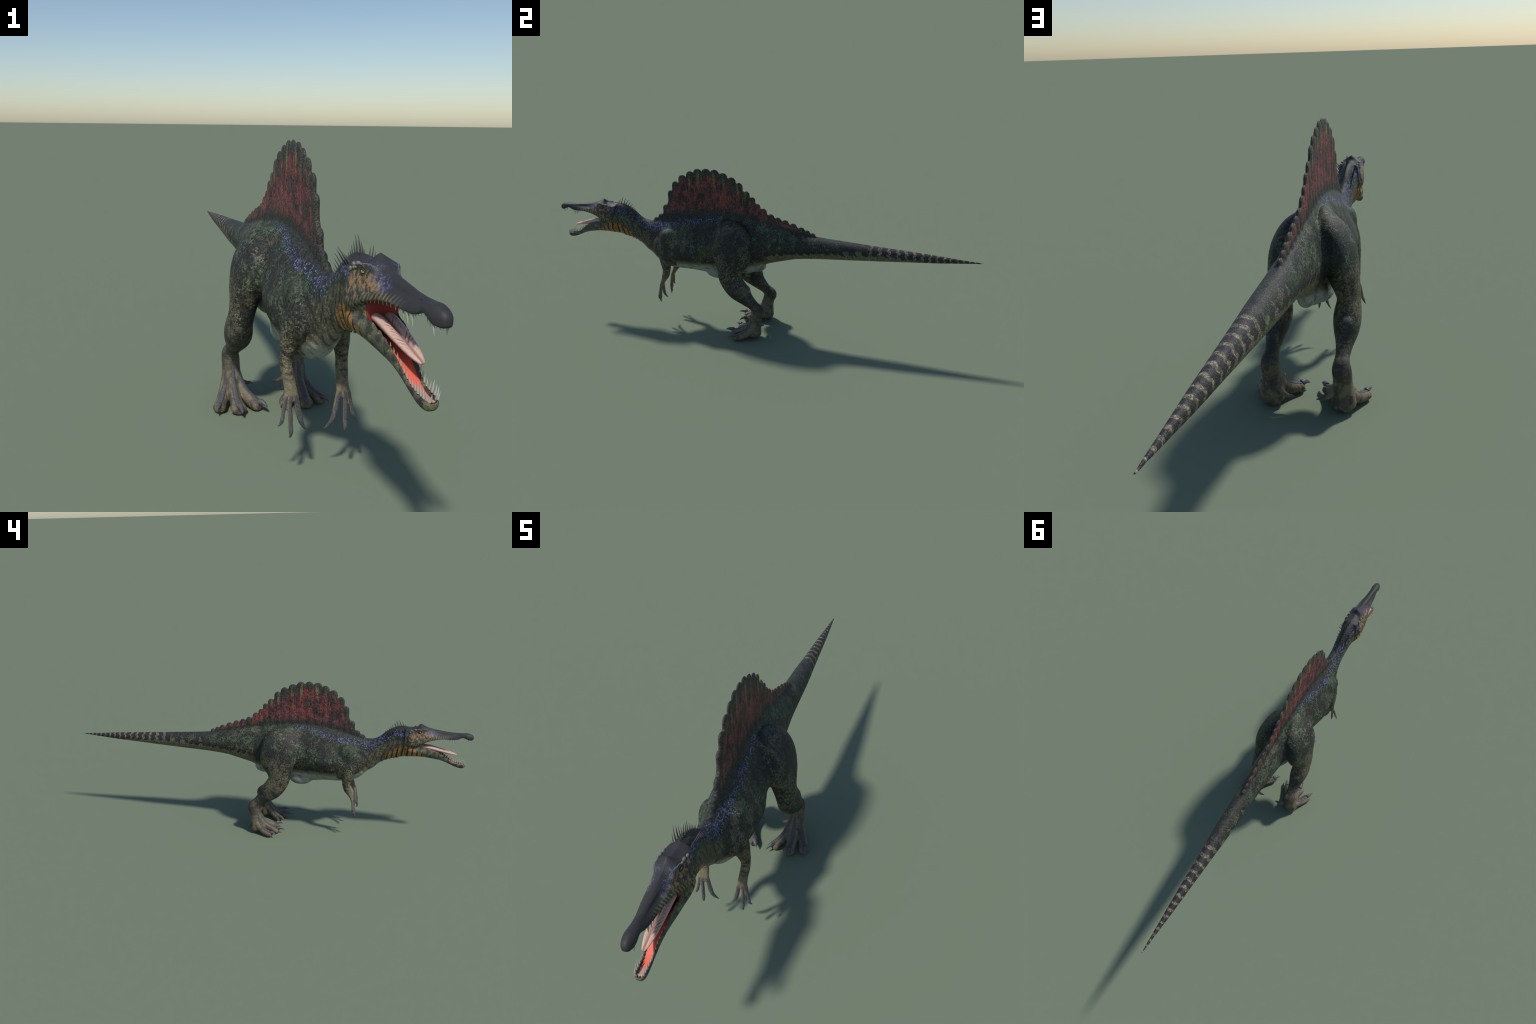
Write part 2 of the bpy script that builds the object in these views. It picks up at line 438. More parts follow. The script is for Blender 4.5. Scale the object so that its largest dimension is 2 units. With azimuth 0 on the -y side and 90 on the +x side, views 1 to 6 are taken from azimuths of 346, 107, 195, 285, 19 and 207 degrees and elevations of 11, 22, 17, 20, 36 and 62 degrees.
class Nodes:
    def __init__(self, name):
        self.mat = bpy.data.materials.new(name); self.mat.use_nodes = True
        self.t = self.mat.node_tree
        self.t.nodes.clear()
        self.out = self.t.nodes.new('ShaderNodeOutputMaterial')
        self.pos = self.t.nodes.new('ShaderNodeTexCoord').outputs['Object']
        sep = self.t.nodes.new('ShaderNodeSeparateXYZ'); self.link(self.pos, sep.inputs[0])
        self.x, self.y, self.z = sep.outputs
        self.ax = self.math('ABSOLUTE', self.x)

    def link(self, a, b):
        self.t.links.new(a, b)

    def put(self, sock, v):
        if isinstance(v, bpy.types.NodeSocket):
            self.link(v, sock)
        elif isinstance(v, (tuple, list)) and len(v) == 3 and sock.type == 'RGBA':
            sock.default_value = (*v, 1)
        else:
            sock.default_value = v

    def math(self, op, a, b=None, c=None, clamp=False):
        n = self.t.nodes.new('ShaderNodeMath'); n.operation = op; n.use_clamp = clamp
        for i, v in enumerate((a, b, c)):
            if v is not None:
                self.put(n.inputs[i], v)
        return n.outputs[0]

    def add(self, a, b): return self.math('ADD', a, b)
    def sub(self, a, b): return self.math('SUBTRACT', a, b)
    def mul(self, a, b): return self.math('MULTIPLY', a, b)
    def inv(self, a): return self.math('SUBTRACT', 1.0, a)
    def most(self, a, b): return self.math('MAXIMUM', a, b)

    def step(self, v, lo, hi, a=0.0, b=1.0):
        n = self.t.nodes.new('ShaderNodeMapRange'); n.interpolation_type = 'SMOOTHSTEP'
        for i, q in zip(range(5), (v, lo, hi, a, b)):
            self.put(n.inputs[i], q)
        return n.outputs[0]

    def lin(self, v, lo, hi, a=0.0, b=1.0):
        n = self.t.nodes.new('ShaderNodeMapRange')
        for i, q in zip(range(5), (v, lo, hi, a, b)):
            self.put(n.inputs[i], q)
        return n.outputs[0]

    def window(self, v, a, b, soft):
        return self.mul(self.step(v, a - soft, a + soft), self.inv(self.step(v, b - soft, b + soft)))

    def mix(self, f, a, b, blend='MIX'):
        n = self.t.nodes.new('ShaderNodeMix'); n.data_type = 'RGBA'; n.blend_type = blend
        self.put(n.inputs[0], f); self.put(n.inputs[6], a); self.put(n.inputs[7], b)
        return n.outputs[2]

    def scaled(self, vec, s):
        n = self.t.nodes.new('ShaderNodeMapping'); self.link(vec, n.inputs[0]); n.inputs['Scale'].default_value = s
        return n.outputs[0]

    def shifted(self, vec, d):
        n = self.t.nodes.new('ShaderNodeMapping'); self.link(vec, n.inputs[0]); n.inputs['Location'].default_value = d
        return n.outputs[0]

    def noise(self, scale, detail=3.0, rough=.55, vec=None, dist=0.0, color=False):
        n = self.t.nodes.new('ShaderNodeTexNoise')
        self.link(vec or self.pos, n.inputs['Vector'])
        n.inputs['Scale'].default_value = scale; n.inputs['Detail'].default_value = detail
        n.inputs['Roughness'].default_value = rough; n.inputs['Distortion'].default_value = dist
        return n.outputs['Color'] if color else n.outputs['Fac']

    def cells(self, scale, feature='F1', vec=None, rand=1.0):
        n = self.t.nodes.new('ShaderNodeTexVoronoi'); n.feature = feature
        self.link(vec or self.pos, n.inputs['Vector']); n.inputs['Scale'].default_value = scale
        n.inputs['Randomness'].default_value = rand
        if feature == 'DISTANCE_TO_EDGE':
            return n.outputs['Distance']
        s = self.t.nodes.new('ShaderNodeSeparateColor'); self.link(n.outputs['Color'], s.inputs[0])
        return n.outputs['Distance'], s.outputs[0], s.outputs[1]

    def curve(self, v, pts, vlo, vhi):
        """Maps a coordinate to a height through control points (coordinate, height)."""
        lo, hi = pts[0][0], pts[-1][0]
        t = self.lin(v, lo, hi)
        n = self.t.nodes.new('ShaderNodeFloatCurve'); self.link(t, n.inputs['Value'])
        c = n.mapping.curves[0]
        P = [((a - lo) / (hi - lo), (b - vlo) / (vhi - vlo)) for a, b in pts]
        c.points[0].location = P[0]; c.points[1].location = P[-1]
        for q in P[1:-1]:
            c.points.new(*q)
        n.mapping.update()
        return self.lin(n.outputs[0], 0.0, 1.0, vlo, vhi)

    def spot(self, c, r, s=None):
        """Soft round patch; s = None paints both sides."""
        px = self.ax if s is None else self.mul(self.x, float(s))
        q = None
        for v, a, b in ((px, c[0], r[0]), (self.y, c[1], r[1]), (self.z, c[2], r[2])):
            d = self.math('POWER', self.math('ABSOLUTE', self.mul(self.sub(v, a), 1 / b)), 2.0)
            q = d if q is None else self.add(q, d)
        return self.inv(self.step(q, .25, 1.3))

    def finish(self, color, rough=.55, bump=None, strength=.4, dist=.001, spec=.3, **kw):
        b = self.t.nodes.new('ShaderNodeBsdfPrincipled')
        self.put(b.inputs['Base Color'], color); self.put(b.inputs['Roughness'], rough)
        b.inputs['Specular IOR Level'].default_value = spec
        for k, v in kw.items():
            self.put(b.inputs[k.replace('_', ' ')], v)
        if bump is not None:
            n = self.t.nodes.new('ShaderNodeBump'); self.link(bump, n.inputs['Height'])
            n.inputs['Strength'].default_value = strength; n.inputs['Distance'].default_value = dist
            self.link(n.outputs[0], b.inputs['Normal'])
        self.link(b.outputs[0], self.out.inputs[0])
        return self.mat


BAND = [(-.80, .548), (-.687, .539), (-.649, .536), (-.613, .519), (-.576, .497), (-.531, .476), (-.471, .480), (-.402, .496),
        (-.333, .511), (-.251, .527), (-.176, .540), (-.05, .542), (.05, .530), (.20, .486), (.29, .470), (.41, .462), (.57, .452), (1.0, .437)]
BELLY = [(-.80, .405), (-.62, .398), (-.567, .386), (-.513, .350), (-.45, .326), (-.393, .318), (-.23, .320), (-.162, .320), (-.07, .322),
         (0, .335), (.071, .352), (.20, .382), (.35, .394), (.55, .402), (1.0, .436)]
UNDER = [(0, .372), (.071, .392), (.208, .413), (.347, .427), (.442, .431), (.557, .436), (.75, .430), (1.0, .430)]
ROOT = [(-.52, .515), (-.413, .531), (-.352, .545), (-.265, .554), (-.176, .557), (-.087, .557), (-.019, .553), (.05, .537), (.134, .519), (.205, .505), (.28, .488)]
REDTOP = [(-.50, .50), (-.44, .545), (-.40, .63), (-.384, .658), (-.349, .696), (-.293, .722), (-.219, .730), (-.131, .700), (-.069, .672), (-.005, .632), (.04, .590), (.075, .567), (.108, .554), (.142, .545), (.178, .533), (.216, .519), (.28, .494)]


def skin(name, limb=None):
    g = Nodes(name)
    warp = g.noise(16, 3, .6, color=True)
    ws = g.t.nodes.new('ShaderNodeSeparateColor'); g.link(warp, ws.inputs[0])
    wr, wg = g.sub(ws.outputs[0], .5), g.sub(ws.outputs[1], .5)
    yw = g.add(g.y, g.mul(wr, .045)); zw = g.add(g.z, g.mul(wg, .045))
    size = g.spot((.09, -.265, .41), (.10, .07, .06))
    d1, r1, r2 = g.cells(215)
    e1 = g.cells(215, 'DISTANCE_TO_EDGE')
    d2, q1, q2 = g.cells(150)
    e2 = g.cells(150, 'DISTANCE_TO_EDGE')
    big = g.step(size, .35, .75)
    rnd = g.add(g.mul(r1, g.inv(big)), g.mul(q1, big))
    edge = g.add(g.mul(e1, g.inv(big)), g.mul(e2, big))
    fine = g.noise(420, 2, .6)
    n1 = g.noise(11, 4, .62)
    n2 = g.noise(9, 4, .6, g.shifted(g.pos, (3.1, 1.7, .4)))
    n3 = g.noise(26, 3, .55, g.shifted(g.pos, (7.3, 2.1, 5.4)))
    n4 = g.noise(60, 3, .6, g.shifted(g.pos, (1.3, 9.1, 2.4)))
    band = g.curve(g.y, BAND, .40, .60)
    belly = g.curve(g.y, BELLY, .30, .50)
    under = g.curve(g.y, UNDER, .30, .50)
    root = g.curve(g.y, ROOT, .45, .60)
    above = g.sub(zw, band)
    dorsal = g.step(above, -.012, .022)

    off_leg = g.most(g.mul(g.step(g.ax, .052, .070), g.window(g.y, -.215, .06, .02)), g.mul(g.step(g.ax, .040, .052), g.window(g.y, -.500, -.385, .012)))

    dark = g.mix(n4, (.024, .028, .025), (.050, .050, .043))
    beige = g.mix(n4, (.090, .080, .050), (.170, .150, .095))
    green = g.mix(n4, (.040, .064, .036), (.100, .155, .082))
    # flank
    fleck = g.add(g.mul(rnd, .45), g.mul(g.noise(80, 3, .65, g.shifted(g.pos, (6, 3, 2))), .55))
    tanness = g.step(g.add(g.add(g.add(.5, g.mul(g.sub(n1, .5), 1.45)), g.mul(g.sub(fleck, .5), .48)), g.math('MINIMUM', g.mul(g.sub(band, g.z), .8), .10)), .52, .70)
    flank = g.mix(g.mul(tanness, .80), dark, beige)
    greenness = g.mul(g.step(g.add(g.add(.5, g.mul(g.sub(n2, .5), 1.4)), g.mul(g.sub(fleck, .5), .45)), .46, .64), g.mul(g.step(g.sub(g.z, belly), .03, .09), .85))
    patch = g.most(g.spot((.085, -.30, .425), (.07, .050, .055)), g.most(g.spot((.06, .08, .465), (.05, .16, .045)), g.mul(g.spot((.085, -.215, .43), (.06, .035, .06)), .8)))
    flank = g.mix(g.most(greenness, g.mul(patch, g.step(fleck, .35, .6, .2, .8))), flank, green)
    blot = g.step(g.add(n3, g.mul(g.sub(n1, .5), .35)), .50, .58)
    low = g.mul(g.inv(g.step(g.sub(g.z, belly), .05, .15)), .35)
    flank = g.mix(g.mul(blot, g.add(low, .50)), flank, (.030, .029, .028))
    bars = g.step(g.add(g.noise(15, 3, .6, g.scaled(g.shifted(g.pos, (2.2, 4.1, 7.7)), (1, 1.7, .62)), .6), g.mul(g.sub(fleck, .5), .25)), .53, .61)
    flank = g.mix(g.mul(bars, .72), flank, (.026, .026, .026))
    # warmer, paler hide on the lower thigh and upper arm, with long dark blotches
    warm = g.mul(off_leg, g.window(g.z, .24, .40, .03))
    flank = g.mix(g.mul(warm, g.step(g.add(fleck, g.mul(g.sub(n1, .5), .8)), .36, .60, .0, .65)), flank, beige)
    patchy = g.step(g.add(g.noise(27, 2, .55, g.scaled(g.shifted(g.pos, (3.3, 6.1, 1.9)), (1, 1, .55)), .4), g.mul(g.sub(fleck, .5), .16)), .555, .60)
    flank = g.mix(g.mul(patchy, g.step(g.sub(g.z, band), -.02, -.06, .0, .85)), flank, (.026, .026, .025))
    # spotted row along the flank, above the pale belly
    rowc = g.inv(g.step(g.math('ABSOLUTE', g.sub(g.sub(zw, belly), .024)), .008, .020))
    rows = g.mul(rowc, g.step(g.math('SINE', g.add(g.mul(yw, 190), g.mul(wg, 5))), -.35, .2))
    rows = g.mul(rows, g.step(n3, .40, .52))
    flank = g.mix(g.mul(rows, g.mul(g.inv(off_leg), g.mul(g.inv(g.step(g.y, -.20, -.16)), .85))), flank, (.024, .023, .022))
    col = g.mix(dorsal, flank, dark)
    # belly
    pale = g.mix(n4, (.25, .27, .23), (.36, .37, .32))
    grime = g.step(g.noise(34, 2, .5, g.shifted(g.pos, (2, 5, 8))), .55, .66)
    pale = g.mix(g.mul(grime, .6), pale, (.10, .10, .09))
    bz = g.sub(g.sub(belly, g.add(g.z, g.mul(wg, .020))), g.add(g.mul(off_leg, .2), g.inv(g.step(g.z, .212, .232))))
    cream = g.mix(n4, (.15, .125, .075), (.23, .19, .12))
    col = g.mix(g.mul(g.step(bz, -.022, -.004), .8), col, cream)
    col = g.mix(g.mul(g.step(bz, -.006, .014), g.inv(g.step(g.y, .10, .30))), col, pale)
    # underside of the tail
    tz = g.sub(under, g.add(g.add(g.z, g.mul(g.sub(n3, .5), .016)), g.mul(g.math('SINE', g.mul(yw, 150)), .003)))
    olive = g.mix(n4, (.125, .115, .070), (.200, .180, .115))
    tail_on = g.mul(g.step(g.y, .03, .09), g.step(g.z, .28, .31))
    col = g.mix(g.mul(tail_on, g.step(tz, -.006, .006)), col, olive)
    spots = g.mul(g.window(tz, -.015, .003, .004), g.step(g.math('SINE', g.add(g.mul(g.add(g.y, g.mul(g.z, .6)), 190), g.mul(wr, 6))), -.5, .1))
    col = g.mix(g.mul(tail_on, g.mul(spots, .92)), col, (.022, .022, .021))
    # blue stripe along shoulder and neck
    bw = g.math('ABSOLUTE', g.sub(g.sub(zw, band), g.mul(g.sub(n2, .5), .02)))
    wide = g.curve(g.y, [(-.80, .010), (-.66, .016), (-.55, .019), (-.47, .019), (-.40, .013), (-.25, .010), (-.15, .007), (0, .004)], 0, .03)
    blue_m = g.mul(g.inv(g.step(g.math('DIVIDE', bw, wide), .5, 1.35)), g.window(g.y, -.705, -.155, .02))
    blue_m = g.mul(blue_m, g.step(g.add(g.mul(rnd, .7), g.mul(n3, .9)), .62, 1.05))
    blue_m = g.mul(blue_m, g.step(edge, .03, .16))
    blue = g.mix(g.math('POWER', rnd, 1.6), (.028, .033, .098), (.125, .143, .300))
    col = g.mix(blue_m, col, blue)
    # neck: stripes, orange throat
    neck_on = g.inv(g.step(g.y, -.535, -.49))
    nstr = g.step(g.math('SINE', g.add(g.mul(g.add(g.y, g.mul(g.sub(g.z, .45), .30)), 290), g.mul(wr, 9))), .25, .75)
    side = g.mul(neck_on, g.inv(g.step(g.sub(zw, band), -.045, -.020)))
    col = g.mix(g.mul(side, .75), col, beige)
    col = g.mix(g.mul(side, g.mul(nstr, g.mul(g.step(n3, .36, .5), .8))), col, (.028, .028, .027))
    otop = g.curve(g.y, [(-.81, .437), (-.782, .444), (-.744, .463), (-.71, .486), (-.677, .476), (-.645, .457), (-.62, .442), (-.59, .405), (-.56, .37)], .35, .50)
    om = g.mul(g.step(g.sub(otop, zw), -.010, .010), g.window(g.y, -.800, -.605, .012))
    orange = g.mix(n4, (.26, .125, .035), (.46, .235, .075))
    ostr = g.step(g.math('SINE', g.add(g.add(g.mul(g.add(g.y, g.mul(g.sub(g.z, .43), .10)), 276), 1.0), g.mul(wr, 5))), .42, .70)
    col = g.mix(om, col, g.mix(ostr, orange, (.020, .022, .020)))
    # tail rings
    u = g.sub(.0402, g.mul(.0430, g.sub(g.y, .572)))
    ph = g.mul(g.math('LOGARITHM', u, math.e), -1 / .0430)
    ph0 = -math.log(.0402) / .0430
    wave = g.math('COSINE', g.mul(g.sub(g.add(ph, g.mul(g.math('SINE', g.mul(g.z, 330)), .09)), ph0), 2 * math.pi))
    ring = g.step(g.add(wave, g.mul(g.sub(n4, .5), 1.6)), .05, .85)
    ring_c = g.mix(ring, (.034, .032, .034), g.mix(rnd, (.12, .10, .07), (.23, .195, .135)))
    ring_on = g.mul(g.step(g.add(g.y, g.mul(g.sub(n1, .5), .1)), .46, .575), g.inv(g.mul(g.step(tz, -.004, .006), g.inv(g.step(g.y, .70, .82)))))
    col = g.mix(ring_on, col, ring_c)
    for c, tint in (((.032, .480, .441), (.13, .17, .075)), ((.036, .426, .436), (.15, .13, .10))):
        m = g.spot(c, (.025, .016, .013))
        col = g.mix(g.mul(m, .85), col, tint)
    # sail
    sail_on = g.mul(g.step(g.sub(g.z, root), -.006, .010), g.window(g.y, -.515, .275, .008))
    redtop = g.curve(g.y, REDTOP, .48, .76)
    hi = g.noise(42, 5, .72, g.scaled(g.pos, (1, 1.2, .70)))
    mid = g.noise(17, 3, .6, g.shifted(g.pos, (4.4, .3, 6.1)))
    red = g.mix(g.step(g.add(hi, g.mul(g.sub(mid, .5), .9)), .38, .66), (.038, .031, .031), (.265, .062, .062))
    red = g.mix(g.mul(g.step(n2, .50, .62), .35), red, (.12, .075, .075))
    red = g.mix(g.step(g.y, .05, .20, 0.0, .45), red, (.16, .075, .050))
    rib = g.noise(1, 0, .5, g.scaled(g.pos, (.1, 31, 1.0)))
    low = g.add(g.sub(g.z, root), g.mul(g.sub(hi, .5), g.step(g.y, -.05, .08, .05, .012)))
    r_hi = g.sub(g.add(redtop, g.mul(g.add(g.mul(g.sub(hi, .5), .035), g.mul(g.sub(rib, .5), .07)), g.step(g.y, -.05, .08, 1.0, .25))), g.z)
    tipc = g.mix(n4, (.038, .036, .032), (.075, .068, .060))
    sailc = g.mix(g.step(r_hi, -.012, .022), tipc, red)
    ray = g.noise(1, 2, .6, g.scaled(g.pos, (.1, 120, 7)))
    sailc = g.mix(g.mul(g.mul(g.step(ray, .54, .66), g.step(r_hi, -.01, .02)), .45), sailc, (.23, .115, .085))
    sailc = g.mix(g.mul(g.mul(g.step(ray, .46, .36), g.step(r_hi, -.01, .02)), .45), sailc, (.035, .030, .030))
    yel = None
    for yr, w, k in ((-.1895, .010, 1.0), (-.2670, .010, 1.0), (-.3100, .007, .6), (-.1440, .008, .55), (-.0765, .009, .7), (-.0420, .008, .6), (-.3560, .007, .4)):
        q = g.mul(g.inv(g.step(g.math('ABSOLUTE', g.sub(g.y, yr)), w * .35, w)), k)
        yel = q if yel is None else g.most(yel, q)
    yel = g.mul(yel, g.mul(g.window(r_hi, -.026, .030, .016), g.step(hi, .22, .52)))
    sailc = g.mix(g.mul(yel, .85), sailc, g.mix(g.step(r_hi, -.005, .035), (.20, .20, .085), (.28, .16, .08)))
    grade = g.curve(g.y, [(-.5, .030), (-.40, .040), (-.10, .050), (.0, .030), (.06, .014), (.28, .010)], 0, .06)
    sailc = g.mix(g.step(g.math('DIVIDE', low, grade), .0, 1.0), dark, sailc)
    col = g.mix(sail_on, col, sailc)

    if limb:
        hide = g.mix(n4, (.135, .113, .070), (.225, .185, .118))
        if limb == 'hind':
            on = g.inv(g.step(g.add(g.z, g.mul(g.sub(n1, .5), .10)), .08, .20))
            streak = g.step(g.add(g.noise(24, 3, .6, g.scaled(g.pos, (1, .8, 1.5)), .5), g.mul(g.sub(fleck, .5), .22)), .45, .55)
            fade = g.most(g.step(g.z, .06, .15, .12, .85), g.mul(g.step(g.y, .005, .045), .6))
            hide = g.mix(g.mul(streak, fade), hide, (.034, .033, .031))
            hide = g.mix(g.mul(g.step(g.noise(75, 3, .65), .52, .66), .45), hide, (.060, .052, .038))
            hide = g.mix(g.mul(patchy, .6), hide, (.040, .038, .034))
        else:
            on = g.inv(g.step(g.add(g.z, g.mul(g.sub(n1, .5), .08)), .27, .37))
            streak = g.step(g.noise(20, 3, .55, g.scaled(g.shifted(g.pos, (0, 0, .02)), (1.2, 2.2, 3.6)), .8), .47, .56)
            hide = g.mix(g.mul(streak, g.step(g.z, .222, .255, .0, .85)), hide, (.034, .032, .030))
        col = g.mix(on, col, hide)
    # every scale has its own shade, with darker gaps
    shade = g.add(.50, g.mul(rnd, .98))
    gaps = g.step(edge, .0, .16, .55, 1.08)
    calm = g.most(g.step(bz, -.01, .01), g.inv(g.step(g.z, .10, .22)) if not limb else g.inv(g.step(g.z, .16, .32)))
    k = g.mul(shade, gaps)
    k = g.add(g.mul(k, g.inv(g.mul(calm, .7))), g.mul(calm, .7))
    tint = g.t.nodes.new('ShaderNodeCombineColor')
    for i in range(3):
        g.link(k, tint.inputs[i])
    col = g.mix(1.0, col, tint.outputs[0], 'MULTIPLY')
    h = g.add(g.mul(g.step(edge, 0, .25), g.inv(g.mul(calm, .7))), g.mul(fine, .35))
    return g.finish(col, .56, h, .38, .0012, .28)


def head_skin():
    g = Nodes("head_skin")
    n1 = g.noise(40, 4, .62); n2 = g.noise(90, 3, .6, g.shifted(g.pos, (4, 1, 2))); n3 = g.noise(22, 3, .6, g.shifted(g.pos, (1, 8, 3)))
    fine = g.noise(700, 2, .6)
    d, rnd, r2 = g.cells(330); e = g.cells(330, 'DISTANCE_TO_EDGE')
    w = g.mul(g.sub(n3, .5), .03)
    zw, yw = g.add(g.z, w), g.add(g.y, w)
    slate = g.mix(n1, (.028, .028, .030), (.046, .044, .046))
    tan = g.mix(g.step(n2, .40, .62), (.050, .045, .038), (.26, .19, .11))
    oran = g.mix(n2, (.22, .10, .04), (.44, .22, .085))
    # face below the brow, fading out along the snout
    facetop = g.curve(g.y, [(-.93, .515), (-.88, .526), (-.83, .540), (-.79, .556), (-.76, .562), (-.72, .548), (-.68, .535)], .50, .58)
    face = g.step(g.sub(facetop, zw), -.004, .008)
    lipfade = g.step(g.y, -.915, -.845, 1.0, 0.0)
    col = g.mix(g.mul(face, g.inv(lipfade)), slate, tan)
    om = g.most(g.spot((.035, -.766, .537), (.03, .016, .009)), g.spot((.037, -.727, .535), (.03, .007, .026)))
    om = g.most(om, g.mul(g.spot((.036, -.795, .533), (.03, .014, .009)), .7))
    col = g.mix(g.mul(om, g.mul(g.step(n2, .40, .56), .85)), col, oran)
    dk = g.mul(g.step(n3, .52, .60), face)
    col = g.mix(g.mul(dk, .75), col, (.032, .032, .032))
    # blue flecks ahead of the eye
    bm = g.most(g.spot((.026, -.812, .549), (.03, .028, .010)), g.most(g.spot((.034, -.835, .540), (.03, .018, .010)), g.spot((.034, -.690, .538), (.03, .018, .014))))
    bm = g.most(bm, g.mul(g.spot((.02, -.785, .566), (.016, .022, .008)), .7))
    col = g.mix(g.mul(bm, g.mul(g.step(g.add(g.noise(240, 3, .7, g.scaled(g.pos, (1, .8, .6))), g.mul(g.sub(rnd, .5), .35)), .48, .68), .85)), col, g.mix(rnd, (.035, .038, .12), (.11, .12, .33)))
    # towards the nape the face runs into the darker neck
    back = g.step(g.add(g.sub(g.y, g.mul(g.sub(g.z, .50), .18)), g.mul(g.sub(n3, .5), .03)), -.730, -.706)
    nape = g.mix(g.step(n2, .46, .66), (.026, .029, .026), (.105, .095, .060))
    nb = g.mul(g.window(g.add(g.z, g.mul(g.sub(n3, .5), .02)), .527, .552, .006), g.step(g.add(rnd, g.mul(n2, .5)), .55, .95))
    nape = g.mix(nb, nape, g.mix(rnd, (.028, .033, .098), (.125, .143, .300)))
    nape = g.mix(g.step(g.z, .552, .560), nape, slate)
    col = g.mix(back, col, nape)
    # lip bars
    lip = g.curve(g.y, [(-1.0, .520), (-.955, .5315), (-.93, .5225), (-.87, .5215), (-.83, .5185), (-.80, .511), (-.78, .5035), (-.762, .495), (-.735, .486), (-.69, .484)], .47, .55)
    lm = g.window(g.sub(g.z, lip), -.004, .013, .003)
    bars = g.step(g.math('SINE', g.add(g.mul(g.add(g.y, g.mul(g.z, .35)), 630), g.mul(g.sub(n1, .5), 5))), -.7, .3)
    on = g.mul(lm, g.inv(lipfade))
    col = g.mix(g.mul(on, .75), col, g.mix(bars, g.mix(g.step(g.x, -.01, .01), g.mix(n1, (.10, .095, .055), (.20, .185, .10)), g.mix(n1, (.11, .13, .035), (.25, .32, .07))), (.026, .028, .028)))
    # dark ring round the eye
    col = g.mix(g.spot((.032, -.757, .5515), (.03, .014, .0085)), col, (.030, .030, .029))
    # lower jaw
    jaw_on = g.inv(g.step(g.sub(g.z, g.curve(g.y, [(-1.0, .42), (-.90, .45), (-.84, .485), (-.80, .492), (-.775, .488), (-.735, .486), (-.69, .484)], .40, .50)), -.003, .002))
    jw = g.mix(n2, (.060, .060, .045), (.155, .145, .100))
    jw = g.mix(g.mul(g.step(n1, .51, .60), .85), jw, (.17, .20, .065))
    jw = g.mix(g.mul(g.step(g.noise(62, 3, .6, g.shifted(g.pos, (5, 5, 1))), .46, .55), .88), jw, (.036, .038, .034))
    jb = g.mul(g.step(g.sub(.432, zw), .0, .012), g.window(g.y, -.88, -.79, .02))
    jw = g.mix(g.mul(jb, .7), jw, g.mix(n1, (.13, .15, .16), (.20, .20, .20)))
    # throat under the jaws
    th = g.mul(g.step(g.sub(g.curve(g.y, [(-.81, .430), (-.782, .444), (-.744, .463), (-.71, .486), (-.69, .484)], .42, .50), zw), -.006, .006), g.step(g.y, -.80, -.785))
    stripes = g.step(g.math('SINE', g.add(g.add(g.mul(g.add(g.y, g.mul(g.sub(g.z, .43), .10)), 276), 1.0), g.mul(w, 60))), .42, .70)
    throat = g.mix(stripes, g.mix(n2, (.26, .125, .035), (.44, .225, .07)), (.020, .022, .020))
    jw = g.mix(th, jw, throat)
    col = g.mix(jaw_on, col, jw)
    k = g.mul(g.add(.78, g.mul(rnd, .44)), g.step(e, 0, .15, .75, 1.03))
    calm = g.mul(g.inv(face), g.inv(jaw_on))
    k = g.add(g.mul(k, g.inv(g.mul(calm, .7))), g.mul(calm, .7))
    t = g.t.nodes.new('ShaderNodeCombineColor')
    for i in range(3):
        g.link(k, t.inputs[i])
    col = g.mix(1.0, col, t.outputs[0], 'MULTIPLY')
    return g.finish(col, .58, g.add(g.mul(g.step(e, 0, .3), g.inv(g.mul(calm, .85))), g.mul(fine, .3)), .32, .0007, .32)


def plain(name, a, b, scale=120, rough=.5, strength=.2, spec=.3, stretch=(1, 1, 1), **kw):
    g = Nodes(name)
    n = g.noise(scale, 3, .6, g.scaled(g.pos, stretch))
    return g.finish(g.mix(g.step(n, .3, .7), a, b), rough, n, strength, .0006, spec, **kw)


MAT = dict(
    body=skin("scaly_skin"), hind=skin("hindlimb_skin", 'hind'), fore=skin("forelimb_skin", 'fore'), head=head_skin(),
    scute=plain("toe_scute_horn", (.060, .058, .066), (.100, .096, .105), 300, .55),
    claw=plain("claw_horn", (.060, .058, .062), (.130, .125, .130), 260, .42, .3, stretch=(1, 1, .25)),
    quill=plain("quill_horn", (.035, .034, .033), (.060, .056, .052), 200, .55),
    knob=plain("pale_horn", (.11, .105, .09), (.24, .23, .20), 420, .6, .5),
    tooth=plain("tooth_enamel", (.33, .315, .265), (.50, .48, .42), 160, .38, .1, .4),
    nostril=plain("nostril_dark", (.008, .008, .008), (.012, .012, .012), 100, .6))


def lining():
    g = Nodes("mouth_flesh")
    n = g.noise(60, 3, .6)
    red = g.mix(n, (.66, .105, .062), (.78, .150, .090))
    red = g.mix(g.step(g.y, -.830, -.785), red, (.28, .032, .024))  # red darkened towards the back: shadow inside the mouth painted into the colour
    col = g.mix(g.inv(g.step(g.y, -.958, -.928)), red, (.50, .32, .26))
    return g.finish(col, .5, n, .15, .001, .3)


def tongue_skin():
    g = Nodes("tongue_flesh")
    n = g.noise(70, 3, .6)
    wv = g.math('SINE', g.add(g.mul(g.sub(g.y, g.mul(g.ax, 1.4)), 620), g.mul(g.sub(n, .5), 9)))
    m = g.mul(g.step(wv, .0, .8), g.mul(g.step(n, .38, .56), g.step(g.y, -.925, -.86)))
    m = g.mul(m, g.step(g.ax, .0190, .013))
    m = g.most(m, g.mul(g.inv(g.step(g.ax, .001, .004)), .8))
    col = g.mix(g.mul(m, .85), g.mix(n, (.55, .34, .27), (.68, .46, .38)), (.20, .10, .085))
    return g.finish(col, .45, g.add(n, g.mul(wv, .2)), .25, .001, .35)


